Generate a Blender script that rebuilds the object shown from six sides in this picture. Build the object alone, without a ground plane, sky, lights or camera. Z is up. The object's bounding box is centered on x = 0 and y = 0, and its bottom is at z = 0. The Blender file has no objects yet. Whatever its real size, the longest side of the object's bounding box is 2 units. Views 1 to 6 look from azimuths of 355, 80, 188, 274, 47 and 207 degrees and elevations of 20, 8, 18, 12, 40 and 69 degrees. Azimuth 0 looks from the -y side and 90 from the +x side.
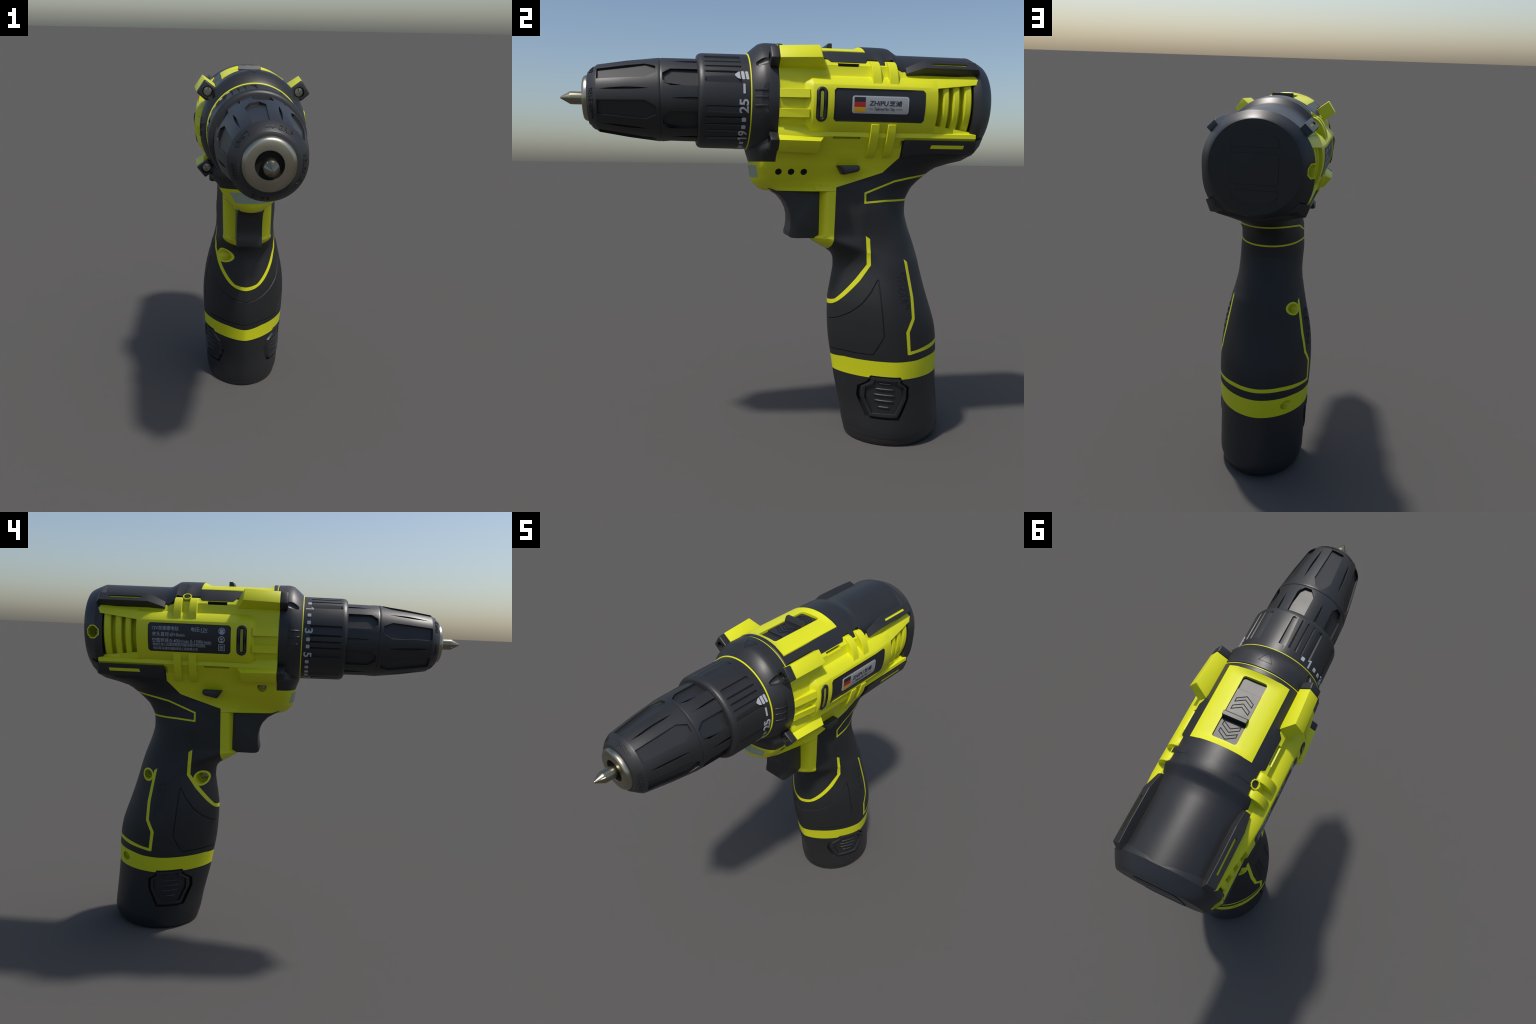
# Cordless drill driver, built part by part.
# Frame: chuck points to -y, right side is +x, z up.  Barrel axis: x = 0, z = Z0.
import bpy, bmesh, math
from math import sin, cos, pi, radians, sqrt, atan2
from mathutils import Vector, Matrix
from mathutils.bvhtree import BVHTree
from mathutils.interpolate import poly_3d_calc

Z0 = 1.693

# ------------------------------------------------------------------ materials
def make_mat(name, col, rough=0.45, metal=0.0, spec=0.5, vary=0.05, grain=0.0, gscale=60.0,
             transmission=0.0, coat=0.0, col2=None, axis=None, rvar=0.06):
    m = bpy.data.materials.new(name)
    m.use_nodes = True
    nt = m.node_tree
    b = nt.nodes["Principled BSDF"]
    tc = nt.nodes.new("ShaderNodeTexCoord")
    no = nt.nodes.new("ShaderNodeTexNoise")
    no.inputs["Scale"].default_value = 9.0
    no.inputs["Detail"].default_value = 5.0
    nt.links.new(tc.outputs["Object"], no.inputs["Vector"])
    mix = nt.nodes.new("ShaderNodeMix"); mix.data_type = 'RGBA'
    c = Vector(col)
    a = tuple(c * (1 - vary)) + (1,)
    d = tuple(c * (1 + vary)) + (1,)
    mix.inputs["A"].default_value = a
    mix.inputs["B"].default_value = d
    nt.links.new(no.outputs["Fac"], mix.inputs["Factor"])
    nt.links.new(mix.outputs["Result"], b.inputs["Base Color"])
    mr = nt.nodes.new("ShaderNodeMapRange")
    mr.inputs["To Min"].default_value = max(0.02, rough - rvar)
    mr.inputs["To Max"].default_value = min(1.0, rough + rvar)
    nt.links.new(no.outputs["Fac"], mr.inputs["Value"])
    nt.links.new(mr.outputs["Result"], b.inputs["Roughness"])
    b.inputs["Metallic"].default_value = metal
    b.inputs["Specular IOR Level"].default_value = spec
    b.inputs["Coat Weight"].default_value = coat
    b.inputs["Transmission Weight"].default_value = transmission
    if grain > 0:
        n2 = nt.nodes.new("ShaderNodeTexNoise")
        n2.inputs["Scale"].default_value = gscale
        n2.inputs["Detail"].default_value = 3.0
        nt.links.new(tc.outputs["Object"], n2.inputs["Vector"])
        bp = nt.nodes.new("ShaderNodeBump")
        bp.inputs["Strength"].default_value = grain
        bp.inputs["Distance"].default_value = 0.002
        nt.links.new(n2.outputs["Fac"], bp.inputs["Height"])
        nt.links.new(bp.outputs["Normal"], b.inputs["Normal"])
    return m

YELLOW = make_mat("yellow_plastic", (0.645, 0.655, 0.010), rough=0.46, spec=0.42, vary=0.02)
BLACK = make_mat("black_plastic", (0.0182, 0.0186, 0.0196), rough=0.43, vary=0.08, spec=0.5)
RUBBER = make_mat("grip_rubber", (0.0170, 0.0174, 0.0180), rough=0.52, vary=0.08, spec=0.42)
DARK = make_mat("dark_cavity", (0.008, 0.008, 0.0085), rough=0.7, spec=0.2)
STEEL = make_mat("brushed_steel", (0.37, 0.345, 0.265), rough=0.30, metal=1.0, vary=0.05)
BITSTEEL = make_mat("bit_steel", (0.31, 0.285, 0.205), rough=0.27, metal=1.0, vary=0.06)
SCREW = make_mat("screw_steel", (0.36, 0.34, 0.27), rough=0.38, metal=1.0, vary=0.15)
LENS = make_mat("lamp_lens", (0.33, 0.40, 0.31), rough=0.3, vary=0.03)
INK = make_mat("printed_grey_ink", (0.44, 0.45, 0.47), rough=0.5, vary=0.02)
INKD = make_mat("label_grey_ink", (0.36, 0.38, 0.41), rough=0.5, vary=0.02)
LABEL = make_mat("label_film", (0.014, 0.0145, 0.017), rough=0.45, vary=0.04)
SILVER = make_mat("badge_silver", (0.40, 0.40, 0.41), rough=0.42, metal=0.35, vary=0.08)
SILVER2 = make_mat("badge_rim_silver", (0.50, 0.50, 0.51), rough=0.38, metal=0.35, vary=0.04)
RED = make_mat("badge_red", (0.38, 0.015, 0.02), rough=0.4, vary=0.02)
GOLD = make_mat("badge_gold", (0.60, 0.33, 0.012), rough=0.4, vary=0.02)
BADGEBLK = make_mat("badge_black", (0.014, 0.014, 0.015), rough=0.4, vary=0.02)

# ------------------------------------------------------------------ scene helpers
SC = bpy.context.scene.collection
root = bpy.data.objects.new("cordless_drill", None)
SC.objects.link(root)
root["label"] = "black and lime yellow cordless drill driver with screwdriver bit"
root["category"] = "power drill"

def link(o, parent=root):
    SC.objects.link(o)
    o.parent = parent
    return o

def raw_mesh(name, verts, faces):
    me = bpy.data.meshes.new(name)
    me.from_pydata([tuple(v) for v in verts], [], faces)
    me.validate()
    bm = bmesh.new(); bm.from_mesh(me)
    bmesh.ops.remove_doubles(bm, verts=bm.verts, dist=1e-6)
    bmesh.ops.recalc_face_normals(bm, faces=bm.faces)
    bm.to_mesh(me); bm.free()
    return me

def merge(name, meshes):
    bm = bmesh.new()
    for m in meshes:
        bm.from_mesh(m)
    me = bpy.data.meshes.new(name)
    bm.to_mesh(me); bm.free()
    return me

def smooth(me, ang=30):
    me.polygons.foreach_set("use_smooth", [True] * len(me.polygons))
    me.set_sharp_from_angle(angle=radians(ang))
    me.update()

def bake(ob):
    dg = bpy.context.evaluated_depsgraph_get()
    dg.update()
    return bpy.data.meshes.new_from_object(ob.evaluated_get(dg))

def boolean(me, cutter, op='DIFFERENCE', self_=False):
    o = bpy.data.objects.new("tmp_solid", me); SC.objects.link(o)
    c = bpy.data.objects.new("tmp_cutter", cutter); SC.objects.link(c)
    md = o.modifiers.new("b", 'BOOLEAN')
    md.operation = op; md.object = c; md.solver = 'EXACT'; md.use_self = self_
    out = bake(o)
    bpy.data.objects.remove(o); bpy.data.objects.remove(c)
    out.materials.clear()
    return out

def bevel(me, w=0.003, seg=2, ang=30):
    o = bpy.data.objects.new("tmp_bevel", me); SC.objects.link(o)
    md = o.modifiers.new("b", 'BEVEL')
    md.width = w; md.segments = seg; md.limit_method = 'ANGLE'; md.angle_limit = radians(ang)
    md.harden_normals = False
    out = bake(o)
    bpy.data.objects.remove(o)
    return out

def part(name, me, mat, parent=root, ang=30, sm=True):
    me.materials.clear()
    me.materials.append(mat)
    if sm:
        smooth(me, ang)
    me.name = name
    return link(bpy.data.objects.new(name, me), parent)

def mirror_mesh(me):
    bm = bmesh.new(); bm.from_mesh(me)
    for v in bm.verts:
        v.co.x = -v.co.x
    bmesh.ops.reverse_faces(bm, faces=bm.faces)
    out = bpy.data.meshes.new(me.name)
    bm.to_mesh(out); bm.free()
    return out

def both_sides(name, me, mat, parent=root, ang=30):
    m2 = mirror_mesh(me)
    return part(name, me, mat, parent, ang), part(name, m2, mat, parent, ang)

def lerp_tab(x, xs, ys):
    if x <= xs[0]: return ys[0]
    for i in range(len(xs) - 1):
        if x <= xs[i + 1]:
            t = (x - xs[i]) / (xs[i + 1] - xs[i])
            return ys[i] + t * (ys[i + 1] - ys[i])
    return ys[-1]

def pchip(xs, ys):
    """monotone cubic interpolation through control values"""
    n = len(xs)
    h = [xs[i + 1] - xs[i] for i in range(n - 1)]
    d = [(ys[i + 1] - ys[i]) / h[i] for i in range(n - 1)]
    m = [0.0] * n
    m[0], m[-1] = d[0], d[-1]
    for i in range(1, n - 1):
        if d[i - 1] * d[i] > 0:
            w1, w2 = 2 * h[i] + h[i - 1], h[i] + 2 * h[i - 1]
            m[i] = (w1 + w2) / (w1 / d[i - 1] + w2 / d[i])
    def f(x):
        if x <= xs[0]: return ys[0]
        if x >= xs[-1]: return ys[-1]
        i = 0
        while x > xs[i + 1]: i += 1
        t = (x - xs[i]) / h[i]
        return ((1 + 2 * t) * (1 - t) ** 2 * ys[i] + t * (1 - t) ** 2 * h[i] * m[i]
                + t * t * (3 - 2 * t) * ys[i + 1] + t * t * (t - 1) * h[i] * m[i + 1])
    return f

def loft(name, rings, closed=True, caps=True):
    n = len(rings[0]); vs = []; fs = []
    for r in rings: vs += r
    for i in range(len(rings) - 1):
        for j in range(n if closed else n - 1):
            a = i * n + j; b = i * n + (j + 1) % n
            fs.append((a, b, b + n, a + n))
    if caps:
        fs.append(tuple(range(n))[::-1])
        k = (len(rings) - 1) * n
        fs.append(tuple(range(k, k + n)))
    return raw_mesh(name, vs, fs)

def lathe(name, prof, n=96, y=True):
    """revolve (y, r) pairs about the barrel axis; solid when both ends sit on r = 0"""
    rings = []
    for (yy, r) in prof:
        r = max(r, 1e-5)
        rings.append([(r * sin(2 * pi * k / n), yy, Z0 + r * cos(2 * pi * k / n)) for k in range(n)])
    return loft(name, rings)

def prism_x(poly, x0, x1):
    n = len(poly)
    vs = [(x0, y, z) for y, z in poly] + [(x1, y, z) for y, z in poly]
    fs = [tuple(range(n)), tuple(range(n, 2 * n))[::-1]]
    for i in range(n):
        j = (i + 1) % n
        fs.append((i, j, n + j, n + i))
    return raw_mesh("prism", vs, fs)

def prism_axis(poly, o, u, v, w, w0, w1):
    """polygon in the plane (u, v) at origin o, extruded along w from w0 to w1"""
    o, u, v, w = map(Vector, (o, u, v, w))
    n = len(poly)
    vs = [o + u * a + v * b + w * w0 for a, b in poly] + [o + u * a + v * b + w * w1 for a, b in poly]
    fs = [tuple(range(n)), tuple(range(n, 2 * n))[::-1]]
    for i in range(n):
        j = (i + 1) % n
        fs.append((i, j, n + j, n + i))
    return raw_mesh("prism", vs, fs)

def box(x0, x1, y0, y1, z0, z1):
    return prism_x([(y0, z0), (y1, z0), (y1, z1), (y0, z1)], x0, x1)

def hexa(bottom, top):
    """solid between two corresponding polygons"""
    return loft("solid", [list(bottom), list(top)])

def ngon(r, n, a0=0.0, sx=1.0):
    return [(sx * r * cos(a0 + 2 * pi * k / n), r * sin(a0 + 2 * pi * k / n)) for k in range(n)]

def ribbon(path, w, closed=False):
    """polygon around a polyline with mitred corners (outline of constant width)"""
    pts = [Vector(p) for p in path]; L = []; R = []
    n = len(pts)
    for i in range(n):
        if closed:
            a = (pts[i] - pts[i - 1]).normalized(); b = (pts[(i + 1) % n] - pts[i]).normalized()
        else:
            a = (pts[i] - pts[i - 1]).normalized() if i else (pts[1] - pts[0]).normalized()
            b = (pts[i + 1] - pts[i]).normalized() if i < n - 1 else a
        t = (a + b).normalized()
        nn = Vector((-t.y, t.x))
        k = 1.0 / max(0.35, nn.dot(Vector((-a.y, a.x))))
        L.append(pts[i] + nn * (w / 2 * k)); R.append(pts[i] - nn * (w / 2 * k))
    if closed:
        return [tuple(p) for p in L], [tuple(p) for p in R]
    return [tuple(p) for p in L] + [tuple(p) for p in reversed(R)]

def chamfer_rect(a0, a1, b0, b1, c):
    return [(a0 + c, b0), (a1 - c, b0), (a1, b0 + c), (a1, b1 - c), (a1 - c, b1), (a0 + c, b1), (a0, b1 - c), (a0, b0 + c)]

def round_rect(a0, a1, b0, b1, r, n=5):
    out = []
    for (cx, cy, s) in ((a1 - r, b0 + r, -90), (a1 - r, b1 - r, 0), (a0 + r, b1 - r, 90), (a0 + r, b0 + r, 180)):
        for k in range(n + 1):
            t = radians(s + 90 * k / n)
            out.append((cx + r * cos(t), cy + r * sin(t)))
    return out

def dense(poly, k):
    out = []
    for i in range(len(poly)):
        a, b = poly[i], poly[(i + 1) % len(poly)]
        out += [(a[0] + (b[0] - a[0]) * j / k, a[1] + (b[1] - a[1]) * j / k) for j in range(k)]
    return out

class Surface:
    """smooth source surface: keeps its normals on pieces cut out of it"""
    def __init__(self, me, ang=38):
        smooth(me, ang)
        self.me = me
        self.vs = [v.co.copy() for v in me.vertices]
        self.polys = [tuple(p.vertices) for p in me.polygons]
        self.loops = [p.loop_start for p in me.polygons]
        self.cn = [Vector(c.vector) for c in me.corner_normals]
        self.bvh = BVHTree.FromPolygons(self.vs, self.polys)
    def copy(self):
        return self.me.copy()
    def normal_at(self, co, hint):
        loc, nor, i, d = self.bvh.find_nearest(co)
        if i is None or d > 4e-4 or nor.dot(hint) < 0.8: return None
        p = self.polys[i]
        w = poly_3d_calc([self.vs[k] for k in p], loc)
        n = Vector((0, 0, 0))
        for k, wt in enumerate(w):
            n += self.cn[self.loops[i] + k] * wt
        return n.normalized() if n.length > 1e-6 else None
    def apply(self, me):
        me.polygons.foreach_set("use_smooth", [True] * len(me.polygons))
        out = [None] * len(me.loops)
        for p in me.polygons:
            fn = p.normal
            cen = self.bvh.find_nearest(p.center)
            on = cen[0] is not None and cen[3] < 6e-4 and cen[1].dot(fn) > 0.8
            for li in p.loop_indices:
                n = None
                if on:
                    n = self.normal_at(me.vertices[me.loops[li].vertex_index].co, fn)
                out[li] = tuple(n if n is not None else fn)
        me.normals_split_custom_set(out)
        return me
    def ray_x(self, y, z, side):
        h = self.bvh.ray_cast(Vector((side * 1.0, y, z)), Vector((-side, 0, 0)))
        return abs(h[0].x) if h[0] is not None else None

def surf_part(name, me, mat, surf, parent=root):
    me.materials.clear(); me.materials.append(mat)
    surf.apply(me); me.name = name
    return link(bpy.data.objects.new(name, me), parent)

def polar(r, phi, y):
    return Vector((r * sin(phi), y, Z0 + r * cos(phi)))

def text_raw(body, size=1.0, thick=0.1, bold=0.0, space=1.0, shear=0.0):
    cu = bpy.data.curves.new("txt", 'FONT')
    cu.body = body; cu.size = size; cu.extrude = thick; cu.offset = bold
    cu.resolution_u = 3; cu.space_character = space; cu.shear = shear
    o = bpy.data.objects.new("txt", cu); SC.objects.link(o)
    me = bake(o)
    bpy.data.objects.remove(o)
    return me

def text_map(body, fn, width=None, height=None, bold=0.0, align='L', shear=0.0, space=1.0, vmin=None, vmax=None):
    """text mesh whose vertices go through fn(u, v, w); scaled to the given width and height; w in 0..1"""
    me = text_raw(body, 1.0, 0.5, bold, space, shear)
    if len(me.vertices) == 0: return me
    xs = [v.co.x for v in me.vertices]; ys = [v.co.y for v in me.vertices]
    x0, x1, y0, y1 = min(xs), max(xs), min(ys), max(ys)
    sy = height / (y1 - y0)
    sx = (width / (x1 - x0)) if width else sy
    ox = {'L': 0.0, 'C': -(x1 - x0) * sx / 2}[align]
    for v in me.vertices:
        v.co = fn(ox + (v.co.x - x0) * sx, (v.co.y - y0) * sy, v.co.z + 0.5)
    me.update()
    return me

def map_poly(poly, fn, holes=None):
    """flat polygon (u, v) given thickness and wrapped by fn"""
    n = len(poly)
    vs = [fn(a, b, 0.0) for a, b in poly] + [fn(a, b, 1.0) for a, b in poly]
    fs = [tuple(range(n)), tuple(range(n, 2 * n))[::-1]] + [(i, (i + 1) % n, n + (i + 1) % n, n + i) for i in range(n)]
    return raw_mesh("mark", vs, fs)

def map_ring(outer, inner, fn):
    n = len(outer); vs = []
    for w in (0.0, 1.0):
        vs += [fn(a, b, w) for a, b in outer] + [fn(a, b, w) for a, b in inner]
    fs = []
    for i in range(n):
        j = (i + 1) % n
        fs.append((2 * n + i, 2 * n + j, 3 * n + j, 3 * n + i))
        fs.append((i, n + i, n + j, j))
        fs.append((i, j, 2 * n + j, 2 * n + i))
        fs.append((n + i, 3 * n + i, 3 * n + j, n + j))
    return raw_mesh("ring", vs, fs)

def stuff(name, meshes, mat, parent, ang=30):
    o = part(name, merge(name, meshes), mat, parent, ang)
    o["kind"] = "stuff"
    return o

# ------------------------------------------------------------------ screw (shared mesh, unit radius, axis +z outwards)
def screw_mesh():
    rings = []
    for (h, r) in ((-0.5, 0.95), (0.10, 0.97), (0.22, 0.90), (0.28, 0.6), (0.30, 0.2), (0.305, 1e-4)):
        rings.append([(r * cos(2 * pi * k / 32), r * sin(2 * pi * k / 32), h) for k in range(32)])
    head = loft("screw", rings)
    c1 = raw_mesh("c", [(x, y, z) for z in (-0.3, 1.0) for x, y in ((-.84, -.17), (.84, -.17), (.84, .17), (-.84, .17))],
                  [(0, 1, 2, 3), (4, 7, 6, 5), (0, 4, 5, 1), (1, 5, 6, 2), (2, 6, 7, 3), (3, 7, 4, 0)])
    c2 = c1.copy()
    c2.transform(Matrix.Rotation(pi / 2, 4, 'Z'))
    return boolean(boolean(head, c1), c2)

SCREW_ME = screw_mesh()
SCREW_ME.materials.append(SCREW)
smooth(SCREW_ME, 35)
SCREW_ME.name = "screw"

def add_screw(pos, axis, r, parent, twist=0.3):
    o = bpy.data.objects.new("screw", SCREW_ME)
    link(o, parent)
    q = Vector(axis).to_track_quat('Z', 'Y').to_matrix().to_4x4()
    o.matrix_world = Matrix.Translation(pos) @ q @ Matrix.Rotation(twist, 4, 'Z') @ Matrix.Diagonal((r, r, r, 1))
    return o

# ================================================================== CHUCK
R_SLEEVE = lambda y: lerp_tab(y, [-.876, -.832, -.70, -.556], [.1150, .1485, .1710, .1885])

def radial_cutter(outline, phi, floor, top=0.30):
    """outline (y, s) around angle phi, cut from radius floor(y) outwards"""
    u = Vector((sin(phi), 0, cos(phi))); t = Vector((cos(phi), 0, -sin(phi)))
    c = Vector((0, 0, Z0))
    lo = [c + u * floor(y) + t * s + Vector((0, y, 0)) for y, s in outline]
    hi = [c + u * top + t * s * 1.15 + Vector((0, y, 0)) for y, s in outline]
    return hexa(lo, hi)

def lens(y0, y1, w, n=8):
    up = [(y0 + (y1 - y0) * k / n, w * sin(pi * k / n)) for k in range(n + 1)]
    return up + [(y, -s) for y, s in up[-2:0:-1]]

sleeve = lathe("sleeve", [(-.8765, 0), (-.8765, .104), (-.874, .1160), (-.8335, .1482), (-.828, .1503), (-.70, .1710), (-.565, .1875), (-.556, .1882), (-.5535, .186), (-.5535, 0)], 96)
cuts = []
for k in range(6):
    ph = radians(49 + 60 * k)
    cuts.append(radial_cutter([(-.829, -.031), (-.62, -.042), (-.574, -.019), (-.574, .019), (-.62, .042), (-.829, .031)], ph,
                              lambda y: R_SLEEVE(y) * cos(.2) - .0085 - .004 * (y + .83)))
    cuts.append(radial_cutter(lens(-.815, -.605, .0058), ph + radians(30), lambda y: R_SLEEVE(y) - .012))
sleeve = boolean(sleeve, merge("c", cuts))
chuck = part("chuck_sleeve", bevel(sleeve, .0016, 1, 28), BLACK, root, 26)

ring = lathe("chuck_collar", [(-.5545, 0), (-.5545, .186), (-.552, .1868), (-.545, .1885), (-.45, .1905), (-.38, .1912), (-.38, 0)], 96)
cuts = []
for k in range(6):
    ph = radians(62 + 60 * k)
    cuts.append(radial_cutter([(-.544, -.017), (-.544, .017), (-.509, .042), (-.37, .042), (-.37, -.042), (-.509, -.042)], ph, lambda y: .1740))
    L = lens(-.505, -.30, .0065)
    cuts.append(radial_cutter(L, ph + radians(30), lambda y: .178))
ring = boolean(ring, merge("c", cuts))
part("chuck_collar", bevel(ring, .0016, 1, 28), BLACK, root, 26)

nose = lathe("nose", [(-.868, .0525), (-.897, .0525), (-.8985, .054), (-.8985, .084), (-.897, .091), (-.892, .0975), (-.885, .101), (-.868, .1015)], 96)
bm = bmesh.new(); bm.from_mesh(nose)
bmesh.ops.delete(bm, geom=[f for f in bm.faces if len(f.verts) > 10], context='FACES')
ys0 = [e for e in bm.edges if e.is_boundary]
bmesh.ops.bridge_loops(bm, edges=ys0)
bmesh.ops.recalc_face_normals(bm, faces=bm.faces)
bm.to_mesh(nose); bm.free()
part("chuck_nose_ring", nose, STEEL, root, 40)
bore = lathe("bore", [(-.8785, 0), (-.8785, .0535), (-.875, .0535), (-.875, 0)], 48)
part("chuck_bore", bore, DARK, root)

# screwdriver bit with a four-fluted tip
bit = lathe("bit", [(-.87, 0), (-.87, .0285), (-.953, .0285), (-.958, .0278), (-.992, .0085), (-1.0, .0045), (-1.0, 0)], 48)
cuts = []
for k in range(4):
    ph = radians(45 + 90 * k + 12)
    u = Vector((sin(ph), 0, cos(ph))); t = Vector((cos(ph), 0, -sin(ph))); c = Vector((0, 0, Z0))
    def tri(y, base, half):
        return [c + Vector((0, y, 0)) + u * base, c + Vector((0, y, 0)) + u * .06 + t * half, c + Vector((0, y, 0)) + u * .06 - t * half]
    cuts.append(hexa(tri(-1.01, .0018, .05), tri(-.945, .031, .04)))
bit = boolean(bit, merge("c", cuts))
part("screwdriver_bit", bevel(bit, .0007, 1, 30), BITSTEEL, root, 25)

# raised writing on the nose cone
def cone_fn(phi_c):
    def f(u, v, w):
        # u along the rim, v outwards along the cone
        t = v / .055
        y = -.8735 + .0405 * t; r = .1168 + .0330 * t
        nrm = Vector((0, -.63, .777))
        rr = r + w * .0020 * nrm.z; yy = y + w * .0020 * nrm.y
        return polar(rr, phi_c + u / .134, yy)
    return f
marks = []
for body, ph, hgt, v0 in (("GRIP", 26, .024, .013), ("RELEASE", 98, .023, .013), ("(3/8\")", -48, .026, .012), ("10mm", -103, .023, .013), ("0.8-10", 192, .023, .013)):
    g = cone_fn(radians(ph))
    wid = {4: .062, 7: .105, 6: .070}[len(body)]
    marks.append(text_map(body, lambda u, v, w, g=g: g(u, v + v0, w), width=wid, height=hgt, align='C'))
for ph in (2, 128):
    g = cone_fn(radians(ph))
    arrow = [(-.020, .020), (.004, .020), (.004, .013), (.020, .0245), (.004, .036), (.004, .029), (-.020, .029)]
    if ph == 128: arrow = [(-a, b) for a, b in arrow]
    marks.append(map_poly(arrow, g))
stuff("raised_lettering", marks, BLACK, chuck, 30)

# ================================================================== CLUTCH RING
R_CL = .2178
cl = lathe("clutch", [(-.39, 0), (-.39, .194), (-.388, .203), (-.382, .2105), (-.374, .2145), (-.362, .2162), (-.20, .2178), (-.1575, .2182), (-.1565, 0)], 144)
cuts = []
for g in range(5):
    for k, off in enumerate((4.5, 14.5, 23.0, 31.5, 41.5)):
        # five V grooves per group, pointed towards the chuck; the outer two have one long flank
        ph = radians(27 + 72 * g + off)
        u = Vector((sin(ph), 0, cos(ph))); t = Vector((cos(ph), 0, -sin(ph))); c = Vector((0, 0, Z0))
        if k in (0, 4):
            s = -1 if k == 0 else 1
            bot, t_in, t_out = s * .0105, s * .0155, -s * .0300
        else:
            bot, t_in, t_out = .0, .0085, -.0085
        def tri(y, d, m, r=.2172):
            b = c + Vector((0, y, 0))
            e = .006 if d > 0 else .012
            return [b + u * (r - d) + t * (bot * m), b + u * (r + e) + t * (t_in * 1.25 * m), b + u * (r + e) + t * (t_out * 1.25 * m)]
        cuts.append(loft("g", [tri(-.3665, -.002, .3), tri(-.352, .0078 if k in (0, 4) else .0062, 1.0), tri(-.196, .0082 if k in (0, 4) else .0066, 1.0)]))
cl = boolean(cl, merge("c", cuts), self_=False)
clutch = part("clutch_ring", bevel(cl, .0012, 1, 24), BLACK, root, 24)

def clutch_fn(phi_c, y_c):
    # u: text direction (decreasing phi), v: text up (towards the chuck)
    def f(u, v, w):
        return polar(R_CL - .0006 + w * .0022, phi_c - u / R_CL, y_c - v)
    return f
printed = []
def num(body, ph, h=.040, wid=None):
    g = clutch_fn(radians(ph), -.167)
    printed.append(text_map(body, lambda u, v, w: g(u, v, w), width=wid, height=h, bold=.022, align='C'))
for body, ph, wid in (("3", -79.5, .027), ("5", -112, .027), ("7", -161, .027), ("2", 171, .027), ("9", 134, .028), ("25", 99.5, .062)):
    num(body, ph, .042, wid)
for ph in (-46, 179, 143):
    printed.append(map_poly([(-.002, 0), (.006, 0), (.006, .042), (.000, .042), (-.0105, .0345), (-.0105, .0275), (-.002, .0325)], clutch_fn(radians(ph), -.167)))
for ph in (-35, -57, -68, -91, -100.5, -123, -132.5, -142, -151, 190, 199 - 32.5, 152, 161 + 1, 115.5, 125):
    g = clutch_fn(radians(ph), -.178)
    printed.append(map_poly(round_rect(-.0092, .0092, -.0005, .0185, .003, 2), g))
g = clutch_fn(radians(79.5), -.182)
printed.append(map_poly(round_rect(-.022, .022, 0, .010, .002, 2), g))
g = clutch_fn(radians(63), -.160)
for (a, b, c_) in ((.004, .0195, 0), (.022, .039, 0)):
    printed.append(map_poly([(-.019, a), (.019, a + .004), (.021, (a + b) / 2 + .003), (.019, b + .002), (-.019, b - .003), (-.021, (a + b) / 2 - .002)], g))
printed.append(map_poly([(-.019, .042), (.019, .0455), (.017, .052), (.004, .0665), (-.002, .067), (-.015, .055)], g))
stuff("torque_numbers", printed, INK, clutch, 30)

seam = lathe("seam", [(-.1575, .20), (-.1575, .2200), (-.1562, .2222), (-.1540, .2230), (-.1525, .2230), (-.1525, .20)], 128)
part("yellow_seam_ring", seam, YELLOW, root)

# ================================================================== GEARBOX COLLAR
def collar_r(phi):
    c = cos(phi)
    return .2525 + (.0200 * c * c if c > 0 else .010 * c * c)
rings = []
for (y, t, sub) in ((-.1525, 0, .04), (-.1525, .0, 0), (-.149, .10, 0), (-.125, .52, 0), (-.104, .84, 0), (-.092, .93, 0), (-.076, .99, 0), (-.060, 1.0, 0), (-.0362, 1.0, 0), (-.0362, .9, .05)):
    ringp = []
    for k in range(112):
        ph = 2 * pi * k / 112
        r = .2225 + (collar_r(ph) - .2225) * t - sub
        ringp.append(tuple(polar(r, ph, y)))
    rings.append(ringp)
collar = loft("collar", rings)

EAR_UP = [(.226, 1.9205), (.2655, 1.8625), (.226, 1.828), (.150, 1.864)]       # front diamond (x, z)
EAR_UP_R = [((.2395, 1.929), .146), ((.2805, 1.8695), .150), ((.214, 1.823), .186), ((.150, 1.864), .196)]
EAR_LO = [(.229, 1.462), (.2695, 1.512), (.215, 1.552), (.18, 1.50)]
EAR_LO_R = [((.2335, 1.4525), .148), ((.280, 1.5075), .149), ((.212, 1.541), .190), ((.18, 1.48), .180)]
SCREWS = [(.2145, 1.868), (.2225, 1.508)]

# wells in front of the four housing screws
wells = []
for sx in (1, -1):
    for (x, z) in SCREWS:
        n = 28
        rr = [[(sx * x + (r * cos(2 * pi * k / n)) - sx * .010 * s, y, z + r * sin(2 * pi * k / n) - (.008 * s if z > Z0 else -.008 * s)) for k in range(n)]
              for (y, r, s) in ((-.132, .010, 2.6), (-.118, .016, 2.2), (-.10, .0215, 1.2), (-.088, .0245, .45), (-.074, .0255, 0), (-.055, .0255, 0))]
        wells.append(loft("well", rr))
collar = boolean(collar, merge("w", wells))
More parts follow.
